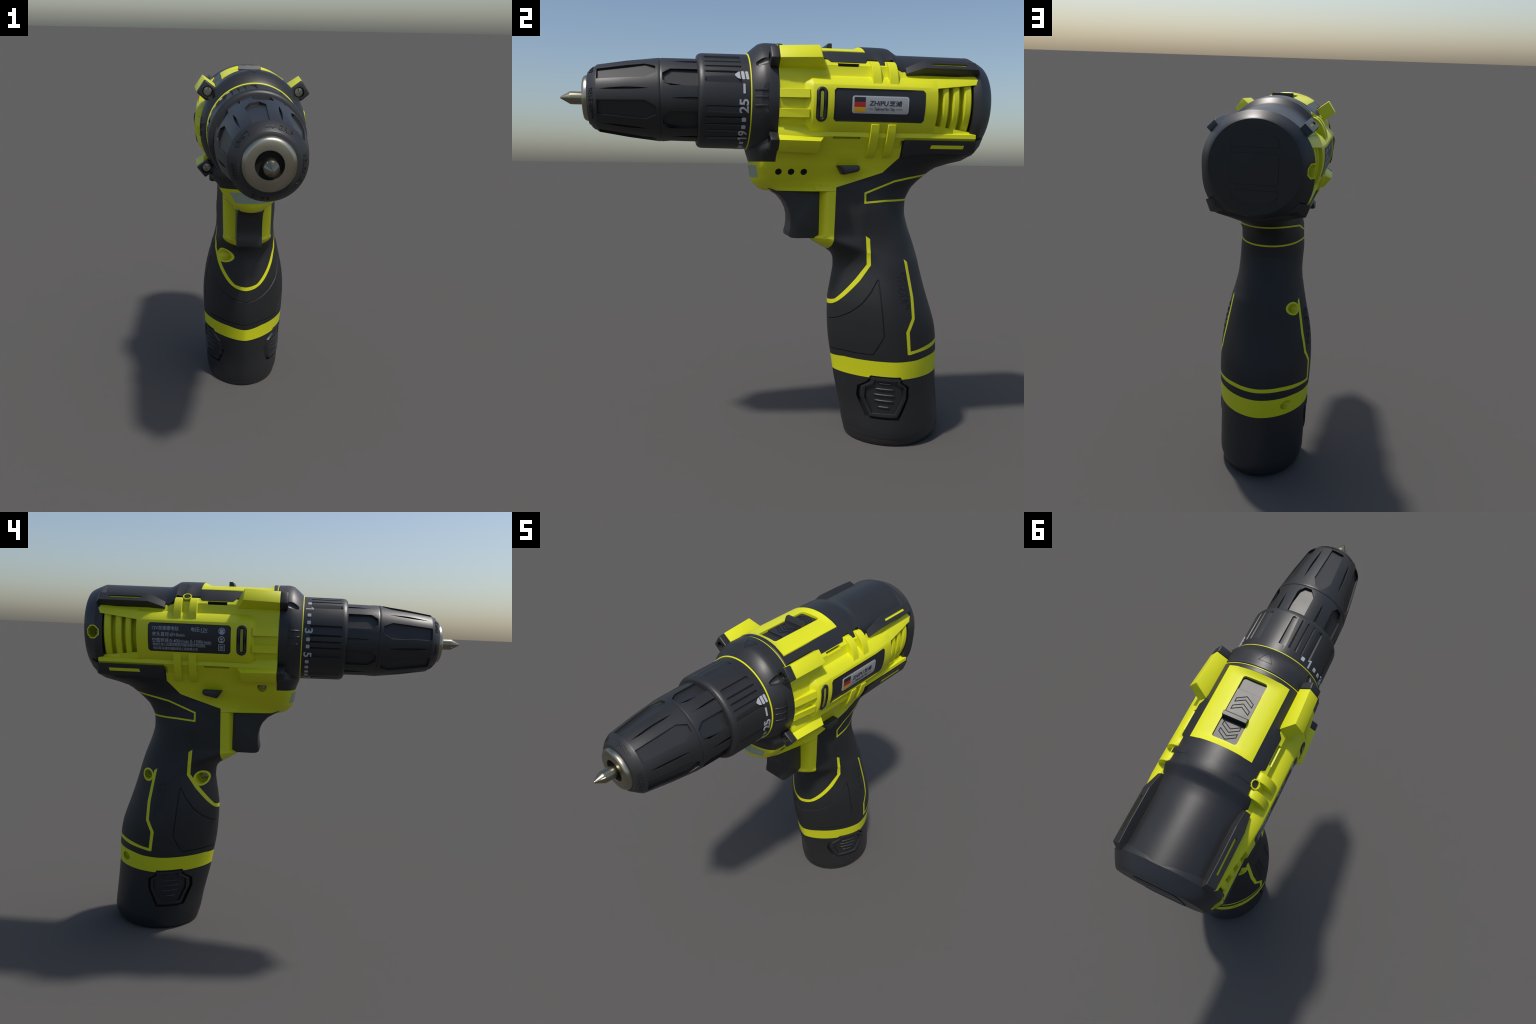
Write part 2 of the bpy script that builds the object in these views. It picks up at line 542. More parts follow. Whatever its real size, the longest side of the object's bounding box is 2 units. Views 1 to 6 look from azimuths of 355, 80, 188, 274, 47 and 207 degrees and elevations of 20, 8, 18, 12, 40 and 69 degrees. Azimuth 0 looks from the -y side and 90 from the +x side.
# flat rubbing panels on both flanks
flats = [box(s * .2435, s * .32, -.147, -.082, 1.628, 1.772) if s > 0 else box(-.32, -.2435, -.147, -.082, 1.628, 1.772) for s in (1, -1)]
collar = boolean(collar, merge("f", flats))
collar_ob = part("gearbox_collar", collar, BLACK, root, 24)
crown = []
for (y, sub) in ((-.040, .0004), (-.0225, .0), (-.0195, .0025)):
    o_ = [tuple(polar(collar_r(radians(a)) - sub, radians(a), y)) for a in range(-44, 45, 2)]
    i_ = [tuple(polar(.235, radians(a), y)) for a in range(44, -45, -2)]
    crown.append(o_ + i_)
part("collar_crown", loft("crown", crown), BLACK, collar_ob, 24)
# direction triangle on top
def tri_fn(u, v, w):
    t = v / .062
    y = -.108 + .052 * t
    r = lerp_tab(y, [-.125, -.104, -.092, -.076, -.05], [.2225 + .05 * .52, .2225 + .05 * .84, .2225 + .05 * .93, .2225 + .05 * .99, .2725])
    return polar(r - .001 + .0016 * w, u / .27, y)
stuff("direction_triangle", [map_ring(dense([(0, -.002), (.033, .064), (-.033, .064)], 10), dense([(0, .0018), (.0300, .0625), (-.0300, .0625)], 10), tri_fn)], DARK, collar_ob)

bars = []
for s in (1, -1):
    for z in (1.729, 1.697, 1.661):
        m = prism_axis([(.215, -.143), (.2310, -.143), (.2470, -.113), (.2475, -.086), (.215, -.086)], (0, 0, z), (1, 0, 0), (0, 1, 0), (0, 0, 1), -.0045, .0045)
        bars.append(m if s > 0 else mirror_mesh(m))
stuff("collar_ridge", [bevel(b, .0015, 1) for b in bars], BLACK, collar_ob)

for EF, ER, name, si in ((EAR_UP, EAR_UP_R, "screw_ear", 0), (EAR_LO, EAR_LO_R, "screw_ear", 1)):
    fr = [(x, -.076, z) for x, z in EF]
    mid = []
    for (x, z), ((xr, zr), yr) in zip(EF, ER):
        t = .040 / (yr + .076)
        mid.append((x + (xr - x) * t, -.036, z + (zr - z) * t))
    black = bevel(hexa(fr, mid), .006, 3, 40)
    x, z = SCREWS[si]
    black = boolean(black, prism_axis(ngon(.0245, 32), (x, 0, z), (1, 0, 0), (0, 0, 1), (0, 1, 0), -.2, -.050))
    both_sides("screw_ear", black, BLACK, collar_ob, 35)
    rear = [(x, y, z) for (x, z), y in ER]
    yel = bevel(hexa([(x, -.0355, z) for x, _, z in mid], rear), .0022, 2, 30)
    both_sides("housing_boss", yel, YELLOW, root, 30)
    for s in (1, -1):
        add_screw((s * SCREWS[si][0], -.058, SCREWS[si][1]), (0, -1, 0), .0220, collar_ob, .05 + .9 * si + .3 * s)

# ================================================================== LOWER BODY + GRIP (one lofted surface, cut into parts)
# key levels: z, front y, front rounding, back y, back rounding, base half-width points
LV = [
    (.355, .311, None, .861, None, .2385), (.40, .304, None, .861, None, .2420), (.46, .294, None, .859, None, .2460),
    (.53, .283, None, .854, None, .2485), (.60, .277, None, .842, None, .2490), (.66, .274, None, .823, None, .2465), (.72, .274, None, .801, None, .2405),
    (.80, .284, None, .773, None, .2270), (.86, .294, None, .754, None, .2130), (.90, .299, None, .742, None, .2040),
    (.94, .297, None, .731, None, .1950),
    (.970, .281, .215, .722, .21, [(.28, .178), (.5, .187), (.7, .180)]),
    (.985, .260, .205, .717, .21, [(.25, .164), (.5, .183), (.7, .178)]),
    (1.000, .232, .180, .712, .21, [(.23, .148), (.5, .180), (.7, .176)]),
    (1.050, .167, .095, .694, .21, [(.17, .128), (.265, .136), (.42, .169), (.6, .170)]),
    (1.062, .196, .035, .689, .21, [(.197, .118), (.265, .133), (.42, .168), (.6, .169)]),
    (1.120, .197, .035, .668, .21, [(.197, .120), (.265, .134), (.41, .168), (.6, .165)]),
    (1.180, .197, .035, .655, .21, [(.197, .122), (.265, .135), (.40, .169), (.6, .162)]),
    (1.230, .197, .035, .657, .21, [(.197, .123), (.265, .135), (.40, .167), (.6, .154)]),
    (1.2765, .197, .035, .676, .21, [(.197, .124), (.265, .136), (.40, .165), (.6, .151)]),
    (1.2785, -.066, .100, .677, .21, [(-.06, .068), (.0, .078), (.15, .096), (.20, .122), (.265, .136), (.40, .165), (.6, .151)]),
    (1.300, -.103, .100, .690, .21, [(-.10, .078), (.0, .087), (.15, .104), (.265, .1370), (.40, .164), (.6, .151)]),
    (1.320, -.125, .085, .710, .22, [(-.12, .096), (.0, .104), (.15, .114), (.30, .143), (.45, .163), (.6, .157)]),
    (1.360, -.1305, .070, .760, .25, [(-.13, .126), (-.036, .134), (.15, .139), (.35, .158), (.5, .163), (.65, .152)]),
    (1.395, -.1350, .052, .812, .27, [(-.13, .147), (-.036, .157), (.15, .162), (.40, .170), (.55, .172), (.70, .166)]),
    (1.415, -.1365, .055, .880, .28, [(-.13, .154), (-.036, .169), (.15, .171), (.40, .176), (.55, .179), (.75, .176)]),
    (1.430, -.1410, .060, .945, .30, [(-.13, .160), (-.036, .176), (.15, .178), (.40, .183), (.55, .186), (.85, .188)]),
    (1.443, -.1460, .070, .960, .20, [(-.13, .172), (-.036, .189), (.15, .186), (.40, .189), (.55, .192), (.88, .200)]),
    (1.458, -.1510, .085, .972, .10, [(-.13, .184), (-.036, .201), (.15, .194), (.40, .196), (.9, .208)]),
    (1.480, -.1560, .110, .976, .10, [(-.13, .200), (-.036, .213), (.15, .204), (.40, .206), (.9, .211)]),
    (1.550, -.1500, .150, .950, .05, [(-.13, .20), (-.036, .215), (.15, .214), (.40, .214), (.9, .214)]),
]
KY = [-.13, -.066, -.036, .0, .08, .15, .2, .265, .33, .4, .47, .55, .62, .7, .8, .9]
def base_curve(spec):
    if isinstance(spec, float): return [spec] * len(KY)
    return [lerp_tab(y, [p[0] for p in spec], [p[1] for p in spec]) for y in KY]
zs = [l[0] for l in LV]
fF = pchip(zs, [l[1] for l in LV]); fB = pchip(zs, [l[3] for l in LV])
fRF = pchip(zs, [l[2] if l[2] else (l[3] - l[1]) / 2 for l in LV])
fRB = pchip(zs, [l[4] if l[4] else (l[3] - l[1]) / 2 for l in LV])
bases = [base_curve(l[5]) for l in LV]
fBase = [pchip(zs, [b[i] for b in bases]) for i in range(len(KY))]

def half_width(y, F, RF, B, RB, bc, nf=2.0, nb=2.0):
    h = lerp_tab(y, KY, bc)
    if y < F + RF: h *= max(0.0, 1 - min(1.0, (F + RF - y) / RF) ** nf) ** (1 / nf)
    if y > B - RB: h *= max(0.0, 1 - min(1.0, (y - B + RB) / RB) ** nb) ** (1 / nb)
    return h

def ring_at(z, F, RF, B, RB, bc, off=0.0, n=42):
    nf = lerp_tab(z, [0, .06, .2, .36, .55, .93, 1.0], [1.95, 1.78, 1.56, 1.52, 1.62, 1.7, 2.0]); nb = lerp_tab(z, [0, .25, .6, .8, .95, 1.1], [1.9, 1.82, 1.82, 1.9, 2.05, 2.1])
    F, B = F - off, B + off; RF, RB = RF + off, RB + off
    bc = [b + off for b in bc]
    half = []
    n1, n2, ym = 22, 24, .42
    # fixed split so that the rear of every level is sampled alike; denser towards both ends
    yy = [F + (ym - F) * (1 - cos(pi / 2 * i / n1)) for i in range(n1)] + [ym + (B - ym) * sin(pi / 2 * i / n2) for i in range(n2 + 1)]
    for y in yy:
        half.append((half_width(y, F, RF, B, RB, bc, nf, nb), y))
    half[0] = (0.0, F); half[-1] = (0.0, B)
    return [(h, y, z) for h, y in half] + [(-h, y, z) for h, y in half[-2:0:-1]]

def body_loft(off=0.0, z0=None, z1=None):
    lev = []
    for a, b in zip(zs[:-1], zs[1:]):
        k = max(1, int(round((b - a) / .014)))
        lev += [a + (b - a) * i / k for i in range(k)]
    lev.append(zs[-1])
    rings = [ring_at(z, fF(z), fRF(z), fB(z), fRB(z), [f(z) for f in fBase], off) for z in lev]
    return loft("body", rings)

BODY = Surface(body_loft())
CORE = body_loft(-.006)

FRAME = [(.556, 1.60), (.554, 1.44), (.484, 1.3695), (.266, 1.298), (.263, 1.10), (.262, 1.05), (.258, 1.015), (.250, .982), (.10, .982)]
ywhole = prism_x([(-.036, 1.415), (-.036, 1.60)] + FRAME + [(-.3, .982), (-.3, 1.415)], -.5, .5)
apron = prism_x([(-.3, 1.415), (-.036, 1.415), (-.036, 1.60), (-.3, 1.60)], -.5, .5)
rest = prism_x([(-.3, 1.60)] + FRAME + [(-.3, .982)], -.5, .5)

lower = boolean(BODY.copy(), ywhole, 'INTERSECT')
apron_me = boolean(BODY.copy(), apron, 'INTERSECT')
grip = boolean(BODY.copy(), rest, 'DIFFERENCE')

# yellow stripes on the grip: outlines in the side plane, running right round the grip
STR_A = [(.412, 1.066), (.420, .928), (.372, .853), (.312, .767), (.293, .740), (.272, .727), (.15, .727),
         (.15, .706), (.274, .706), (.287, .715), (.302, .731), (.330, .766), (.391, .848), (.438, .925), (.4325, 1.052)]
STR_B = [(.605, .952), (.634, .769), (.6385, .668), (.606, .602), (.6195, .4885), (.631, .486), (.673, .492), (.753, .498), (.81, .505), (.95, .508),
         (.95, .528), (.807, .526), (.741, .518), (.668, .506), (.635, .5035), (.6255, .600), (.656, .662), (.652, .766), (.6235, .938)]
LOOP = ribbon([(.95, 1.3655), (.80, 1.363), (.72, 1.3565), (.622, 1.342), (.548, 1.328), (.4025, 1.2715), (.4025, 1.2265), (.504, 1.2345), (.61, 1.236), (.90, 1.240)], .0092)
BAND = [(.2, .436), (.30, .439), (.34, .450), (.5, .452), (.67, .453), (.75, .461), (.95, .466), (.95, .3640), (.2, .3600)]
stripes = [prism_x(p, -.5, .5) for p in (STR_A, STR_B, LOOP)]
band_cut = prism_x(BAND, -.5, .5)

def cyl_x(y, z, r, x0, x1, n=28):
    return prism_axis([(r * cos(2 * pi * k / n), r * sin(2 * pi * k / n)) for k in range(n)], (0, y, z), (0, 1, 0), (0, 0, 1), (1, 0, 0), x0, x1)

stripe_me = []
for c in stripes:
    stripe_me.append(boolean(BODY.copy(), c.copy(), 'INTERSECT'))
    grip = boolean(grip, c, 'DIFFERENCE')
band = boolean(BODY.copy(), band_cut.copy(), 'INTERSECT')
grip = boolean(grip, band_cut, 'DIFFERENCE')

# engraved thumb panel line
PANEL = [(.10, .622), (.277, .632), (.305, .650), (.351, .687), (.398, .737), (.435, .794), (.466, .856), (.471, .851),
         (.484, .714), (.499, .580), (.455, .484), (.383, .483), (.328, .482), (.294, .474), (.10, .462)]
grip = boolean(grip, prism_x(ribbon(PANEL, .0058), -.5, .5), 'DIFFERENCE')

# bosses with sunk screws on the left side (ring and tube yellow)
BOSSES = [(.661, .910, .035, .0265, .060), (.362, .900, .043, .0335, .070)]
boss_me = []
for (y, z, ro, ri, depth) in BOSSES:
    cyl = cyl_x(y, z, ro, -.5, -.02)
    grip = boolean(grip, cyl.copy(), 'DIFFERENCE')
    stripe_me = [boolean(s, cyl.copy(), 'DIFFERENCE') for s in stripe_me]
    tube = boolean(BODY.copy(), cyl, 'INTERSECT')
    xs = BODY.ray_x(y, z, -1)
    tube = boolean(tube, cyl_x(y, z, ri, -.5, -(xs - depth), 10), 'DIFFERENCE')
    boss_me.append((tube, y, z, ri, xs - depth))
band = boolean(band, cyl_x(.787, .416, .026, -.5, -.105, 10), 'DIFFERENCE')

# lamp lens window
lens_poly = [(-.114, 1.3985), (.114, 1.3985), (.083, 1.3415), (-.083, 1.3415)]
lens_cut = prism_axis(lens_poly, (0, 0, 0), (1, 0, 0), (0, 0, 1), (0, 1, 0), -.3, -.085)
lens_big = body_loft(.0012)
lens_me = boolean(lens_big, lens_cut, 'INTERSECT')
# recess with three black holes on the right side
lower = boolean(lower, prism_x([(-.040, 1.391), (.134, 1.3925), (.126, 1.338), (-.044, 1.337)], .1655, .4), 'DIFFERENCE') if False else lower
lower = boolean(lower, cyl_x(.042, 1.428, .0265, -.5, -.135, 10), 'DIFFERENCE')

lower_ob = surf_part("trigger_housing", lower, YELLOW, BODY)
surf_part("gearbox_apron", apron_me, BLACK, BODY)
grip_ob = surf_part("grip", grip, RUBBER, BODY)
surf_part("battery_band", band, YELLOW, BODY, grip_ob)
for s in stripe_me:
    surf_part("grip_stripe", s, YELLOW, BODY, grip_ob)
CORE = boolean(CORE, merge("c", [cyl_x(y, z, ro - .001, -.5, -.02) for (y, z, ro, ri, d) in BOSSES] + [cyl_x(.787, .416, .027, -.5, -.10, 10), cyl_x(.042, 1.428, .028, -.5, -.13, 10)]), 'DIFFERENCE')
CORE = boolean(CORE, box(-.5, .5, -.5, .262, .9, 1.2774), 'DIFFERENCE')
part("grip_core", CORE, RUBBER, grip_ob, 35)
for (tube, y, z, ri, xf) in boss_me:
    surf_part("screw_boss", tube, YELLOW, BODY, grip_ob)
    add_screw((-xf - .004, y - .004, z + .002), (-1, 0, 0), ri * .72, grip_ob, .6 + y)
add_screw((-.139, .044, 1.434), (-1, 0, 0), .020, lower_ob, .2)

LENS_S = Surface(body_loft(.0012))
lens_ob = surf_part("lamp_lens", lens_me, LENS, LENS_S, lower_ob)
# faint round lamp behind the lens
def front_fn(u, v, w):
    h = LENS_S.bvh.ray_cast(Vector((u, -1, 1.372 + v)), Vector((0, 1, 0)))
    return Vector((u, h[0].y + .001 - .0018 * w, 1.372 + v))
n = 32
stuff("lamp_ring", [map_ring(ngon(.0225, n), ngon(.0205, n), front_fn)], make_mat("lens_line", (.30, .36, .29), .35), lens_ob)

# three black marks in a shallow frame (right side)
def side_fn(surf, side, lift0=-.0015, lift1=.0012):
    def f(u, v, w):
        x = surf.ray_x(u, v, side) or .18
        return Vector((side * (x + lift0 + (lift1 - lift0) * w), u, v))
    return f
sf = side_fn(BODY, 1)
fr_o = dense([(-.040, 1.392), (.135, 1.3935), (.127, 1.337), (-.044, 1.336)], 6)
fr_i = dense([(-.0375, 1.3895), (.1318, 1.391), (.1248, 1.3395), (-.0413, 1.3385)], 6)
stuff("port_frame", [map_ring(fr_o, fr_i, side_fn(BODY, 1, -.002, .0008))], YELLOW, lower_ob)
for y in (-.0165, .0435, .104):
    o = part("port_hole", map_poly([(y + a, 1.3695 + b) for a, b in ngon(.0145, 24, 0, 1.05)], side_fn(BODY, 1, -.003, .0010)), DARK, lower_ob)

# direction switch buttons (both sides)
for s in (1, -1):
    prof = [(.252, 1.4015), (.280, 1.3585), (.350, 1.373), (.358, 1.382), (.358, 1.400), (.348, 1.4035)]
    cy = sum(p[0] for p in prof) / 6; cz = sum(p[1] for p in prof) / 6
    inner = [(cy + (y - cy) * .86 + .004, cz + (z - cz) * .82) for y, z in prof]
    me = loft("b", [[(s * .15, y, z) for y, z in prof], [(s * .198, y, z) for y, z in prof], [(s * .2085, y, z) for y, z in inner]])
    part("direction_switch", bevel(me, .003, 2), BLACK, lower_ob, 35)

# raised words on the grip
def drape(side, line):
    # baseline start and direction in (y, z)
    (y0, z0), (y1, z1) = line
    d = Vector((y1 - y0, z1 - z0)); L = d.length; d.normalize()
    upv = Vector((-d.y, d.x)) * side
    def f(u, v, w):
        p = Vector((y0, z0)) + d * u + upv * v
        x = BODY.ray_x(p.x, p.y, side) or .2
        return Vector((side * (x - .001 + .0030 * w), p.x, p.y))
    return f, L
for side, lines in ((1, (("POWER", ((.583, .893), (.606, .712))), ("TOOLS", ((.555, .885), (.577, .745))))),
                    (-1, (("POWER", ((.592, .690), (.571, .876))), ("TOOLS", ((.561, .720), (.543, .880)))))):
    ms = []
    for body, line in lines:
        f, L = drape(side, line)
        ms.append(text_map(body, f, width=L, height=.022))
    stuff("raised_lettering", ms, RUBBER, grip_ob)

# ================================================================== TRIGGER
TRG = [(-.056, 1.290), (-.040, 1.2835), (.008, 1.255), (.036, 1.224), (.053, 1.190), (.060, 1.160), (.061, 1.132), (.058, 1.102), (.051, 1.073), (.053, 1.058),
       (.066, 1.0495), (.092, 1.047), (.205, 1.047), (.24, 1.10), (.24, 1.290)]
tr = prism_x(TRG, -.067, .067)
tr = bevel(tr, .009, 4, 60)
part("trigger", tr, BLACK, root, 35)

# ================================================================== BATTERY
bz = [0.0, .012, .030, .040, .0405, .058, .075, .15, .25, .32, .3615]
bF = [.393, .386, .382, .380, .378, .374, .369, .356, .334, .318, .3105]
bB = [.852, .864, .873, .877, .880, .885, .8865, .880, .870, .864, .861]
bA = [.203, .211, .216, .218, .221, .2265, .2290, .2312, .2343, .2368, .2386]
def batt(off):
    fF_, fB_, fA_ = pchip(bz, bF), pchip(bz, bB), pchip(bz, bA)
    lev = []
    for a, b in zip(bz[:-1], bz[1:]):
        k = max(1, int(round((b - a) / .02)))
        lev += [a + (b - a) * i / k for i in range(k)]
    lev.append(bz[-1])
    if off != 0: lev.append(.40)
    rings = []
    for z in lev:
        F, B, A = fF_(z), fB_(z), fA_(z)
        zz = z - (off if z == 0 else 0)
        rings.append(ring_at(max(z, 0) if off >= 0 else max(z, .01), F, (B - F) / 2, B, (B - F) / 2, [A] * len(KY), off, 40))
    return loft("battery", rings)
BATT = Surface(batt(0.0), 32)
BX = .5215
def bpoly(k, top=.3765):
    # hexagonal release button outline, shrunk by k
    return [(BX - .069 + k * .5, top - k * .8), (BX + .069 - k * .5, top - k * .8), (BX + .077 - k * .8, top - .012 - k * .6), (BX + .082 - k * .9, .345 - k * .2),
            (BX + .117 - k, .319), (BX + .117 - k, .262), (BX + .073 - k * .7, .146 + k), (BX - .073 + k * .7, .140 + k),
            (BX - .119 + k, .254), (BX - .119 + k, .308), (BX - .082 + k * .9, .340 - k * .2), (BX - .077 + k * .8, top - .012 - k * .6)]
cut1 = prism_x(bpoly(0.0), -.5, .5)
inner_block = prism_x([(BX - .2, .1), (BX + .2, .1), (BX + .2, .42), (BX - .2, .42)], -.2, .2)
b_me = boolean(BATT.copy(), cut1, 'DIFFERENCE')
batt_ob = surf_part("battery_pack", b_me, BLACK, BATT)
part("battery_core", boolean(batt(-.022), box(-.5, .5, 0, 1, .3785, .6)), BLACK, batt_ob, 32)
B_UP = batt(.0035); B_PAD = batt(-.006)
ringp = boolean(boolean(batt(.0055), prism_x(bpoly(.017, .3785), -.5, .5), 'INTERSECT'), prism_x(bpoly(.031), -.5, .5), 'DIFFERENCE')
RS = Surface(batt(.0055), 32)
for s in (1, -1):
    half = boolean(ringp.copy(), box(min(0, s * .5), max(0, s * .5), 0, 1, -.1, .6), 'INTERSECT')
    rb = surf_part("release_button", bevel(half, .0016, 2, 50), BLACK, RS, batt_ob)
    smooth(rb.data, 30)
    padr = Surface(batt(-.006), 32)
    pad = boolean(boolean(batt(-.006), prism_x(bpoly(.029), -.5, .5), 'INTERSECT'), box(min(0, s * .5), max(0, s * .5), 0, 1, -.1, .6), 'INTERSECT')
    surf_part("button_pad", pad, BLACK, padr, rb)
    ridges = []
    for z, hw in ((.334, .032), (.304, .046), (.273, .052), (.242, .046), (.208, .028)):
        rr = []
        for i in range(13):
            t = -1 + 2 * i / 12
            y = BX + hw * t
            x = (padr.ray_x(y, z, s) or .22)
            e = .0058 * sqrt(max(0.02, 1 - abs(t) ** 10))
            rr.append([(s * (x - .002 + (e * 1.5) * max(0, cos(a)) + (-.004 if cos(a) < 0 else 0)), y, z - .003 * t * 0 + e * sin(a)) for a in [2 * pi * q / 10 for q in range(10)]])
        ridges.append(loft("ridge", rr))
    stuff("button_ridge", ridges, BLACK, rb, 60)
# the button also breaks into the yellow band
bo = [o for o in grip_ob.children if o.name.startswith("battery_band")][0]
nb = boolean(bo.data.copy(), prism_x(bpoly(0.002, .3755), -.5, .5), 'DIFFERENCE')
bo.data = nb; nb.materials.clear(); nb.materials.append(YELLOW); BODY.apply(nb)

# ================================================================== MOTOR HOUSING (yellow shell)
def shell_section(y):
    rt = lerp_tab(y, [-.1, .49, .53, 1.0], [.262, .262, .236, .236])
    rm = lerp_tab(y, [-.1, .66, .70, 1.0], [.250, .250, .208, .202])
    pts = []
    for k in range(10):
        ph = radians(52 * k / 9)
        rk = rt - .052 * max(0.0, min(1.0, (46 - 52 * k / 9) / 8))
        pts.append((rk * sin(ph), Z0 + rk * cos(ph)))
    wx = lerp_tab(y, [-.1, .06, .20, .50, .55, 1.0], [.2255, .2255, .2135, .2135, .203, .200])
    wz = lerp_tab(y, [-.1, .06, .20, .50, .55, 1.0], [1.822, 1.822, 1.848, 1.848, 1.826, 1.826])
    pts.append((wx, wz))
    pts.append((lerp_tab(y, [-.1, .06, .2, 1.0], [.232, .232, .220, .219]), 1.803))
    for dz in (.085, .06, .03, 0, -.03, -.06, -.085, -.115):
        pts.append((sqrt(rm * rm - dz * dz), Z0 + dz))
    if y < .545: pts += [(.2365, 1.549), (.2375, 1.531), (.2255, 1.518), (.2045, 1.475), (.182, 1.44), (.0, 1.43)]
    else: pts += [(.2365, 1.549), (.2375, 1.531), (.2255, 1.518), (.2, 1.515), (.19, 1.512), (.0, 1.51)]
    return pts
rings = []
for y in (-.0355, .0, .06, .10, .20, .35, .49, .53, .544, .566, .60, .66, .70, .80, .912):
    h = shell_section(y)
    rings.append([(x, y, z) for x, z in h] + [(-x, y, z) for x, z in h[-2:0:-1]])
shell = loft("shell", rings)
slots = []
for s in (1, -1):
    slots.append(box(*sorted((s * .13, s * .4)), .238, .340, 1.8425, 1.8585))
    slots.append(box(*sorted((s * .15, s * .4)), .217, .346, 1.5215, 1.5305))
shell = boolean(shell, merge("s", slots))
housing = part("motor_housing", shell, YELLOW, root, 24)
# dark cavity behind the slots
cav = [box(*sorted((s * .10, s * .185)), .2381, .3399, 1.8426, 1.8584) for s in (1, -1)] + [box(*sorted((s * .12, s * .205)), .2171, .3459, 1.5216, 1.5304) for s in (1, -1)]
stuff("slot_cavity", cav, DARK, housing)
lips = []
for s in (1, -1):
    lips.append(box(*sorted((s * .20, s * .2395)), .205, .360, 1.5315, 1.5345))
stuff("slot_lip", lips, YELLOW, housing)

# raised side panels
def panel_pts(y, r, zt, zb, k=9, front=False):
    zot = lerp_tab(y, [.07, .60, .905], [1.801, 1.801, 1.821]); zob = lerp_tab(y, [.07, .905], [1.546, 1.546])
    xo = lerp_tab(y, [.07, .60, .905], [.221, .221, .211])
    xm = lerp_tab(y, [.07, .60, .905], [.2455, .2455, .2265]); zm = lerp_tab(y, [.07, .60, .905], [1.787, 1.787, 1.803])
    zmb = lerp_tab(y, [.07, .905], [1.5555, 1.5525])
    if front:
        zot, zob, xo, zm, zmb, xm = 1.772, 1.568, .22, 1.768, 1.572, .236
    pts = [(.18, zot), (xo, zot), (xm, zm)]
    for i in range(k + 1):
        z = zt + (zb - zt) * i / k
        pts.append((sqrt(r * r - (z - Z0) ** 2), z))
    pts += [(xm - .006, zmb), (xo, zob), (.18, zob)]
    return pts
PR = lambda y: lerp_tab(y, [.07, .56, .70, .912], [.2805, .2800, .2690, .2480])
ZT = lambda y: lerp_tab(y, [.07, .70, .912], [1.757, 1.7535, 1.7795])
ZB = lambda y: lerp_tab(y, [.07, .70, .912], [1.583, 1.5865, 1.5600])
rings = [[(x, .077, z) for x, z in panel_pts(.077, .2475, 1.755, 1.585, front=True)]]
for y in (.112, .2, .3, .42, .56, .63, .70, .74):
    rings.append([(x, y, z) for x, z in panel_pts(y, PR(y), ZT(y), ZB(y))])
panel = bevel(loft("panel", rings), .0015, 1, 25)
def rail(top):
    rr = []
    for y in (.7000, .80, .9115):
        p = panel_pts(y, PR(y), ZT(y), ZB(y))
        k = len(p)
        if top: q = [p[0], p[1], p[2], p[3], (p[3][0] - .045, p[3][1] - .0005)]
        else: q = [p[-1], p[-2], p[-3], p[-4], (p[-4][0] - .045, p[-4][1] + .0005)]
        rr.append([(x, y, z) for x, z in q])
    return loft("rail", rr)
LAB = chamfer_rect(.2065, .6375, 1.5965, 1.7415, .011)
CLIP = round_rect(.1245, .1765, 1.5925, 1.7455, .0255, 6)
panel = boolean(panel, prism_x(LAB, .20, .4))
panel = boolean(panel, box(.0, .5, .70, .9, 1.4, 2.0))
def shrink_cyl(poly, r0, r1, side, sub=14):
    """curved plate following the panel's cylinder between radii r0 and r1"""
    zs_ = sorted(set(round(p[1], 5) for p in poly))
    n = 14
    z0_, z1_ = zs_[0], zs_[-1]
    def yr(z):
        xs_ = []
        for i in range(len(poly)):
            a, b = poly[i], poly[(i + 1) % len(poly)]
            if abs(a[1] - b[1]) < 1e-9:
                if abs(a[1] - z) < 2e-5: xs_ += [a[0], b[0]]
            elif min(a[1], b[1]) - 2e-5 <= z <= max(a[1], b[1]) + 2e-5:
                t = (z - a[1]) / (b[1] - a[1]); xs_.append(a[0] + t * (b[0] - a[0]))
        return min(xs_), max(xs_)
    lev = sorted(set(zs_ + [z0_ + (z1_ - z0_) * i / n for i in range(n + 1)]))
    rings_ = []
    for z in lev:
        ya, yb = yr(z)
        x0_ = sqrt(r0 * r0 - (z - Z0) ** 2); x1_ = sqrt(r1 * r1 - (z - Z0) ** 2)
        rings_.append([(side * x0_, ya, z), (side * x0_, yb, z), (side * x1_, yb, z), (side * x1_, ya, z)])
    return loft("plate", rings_)

RLAB = .2755
def lab_fn(side, y0, z0, lift=.0, th=.0008):
    # u runs left to right as read from that side
    def f(u, v, w):
        z = z0 + v
        r = RLAB + lift + th * w
        return Vector((side * sqrt(r * r - (z - Z0) ** 2), y0 + side * u, z))
    return f

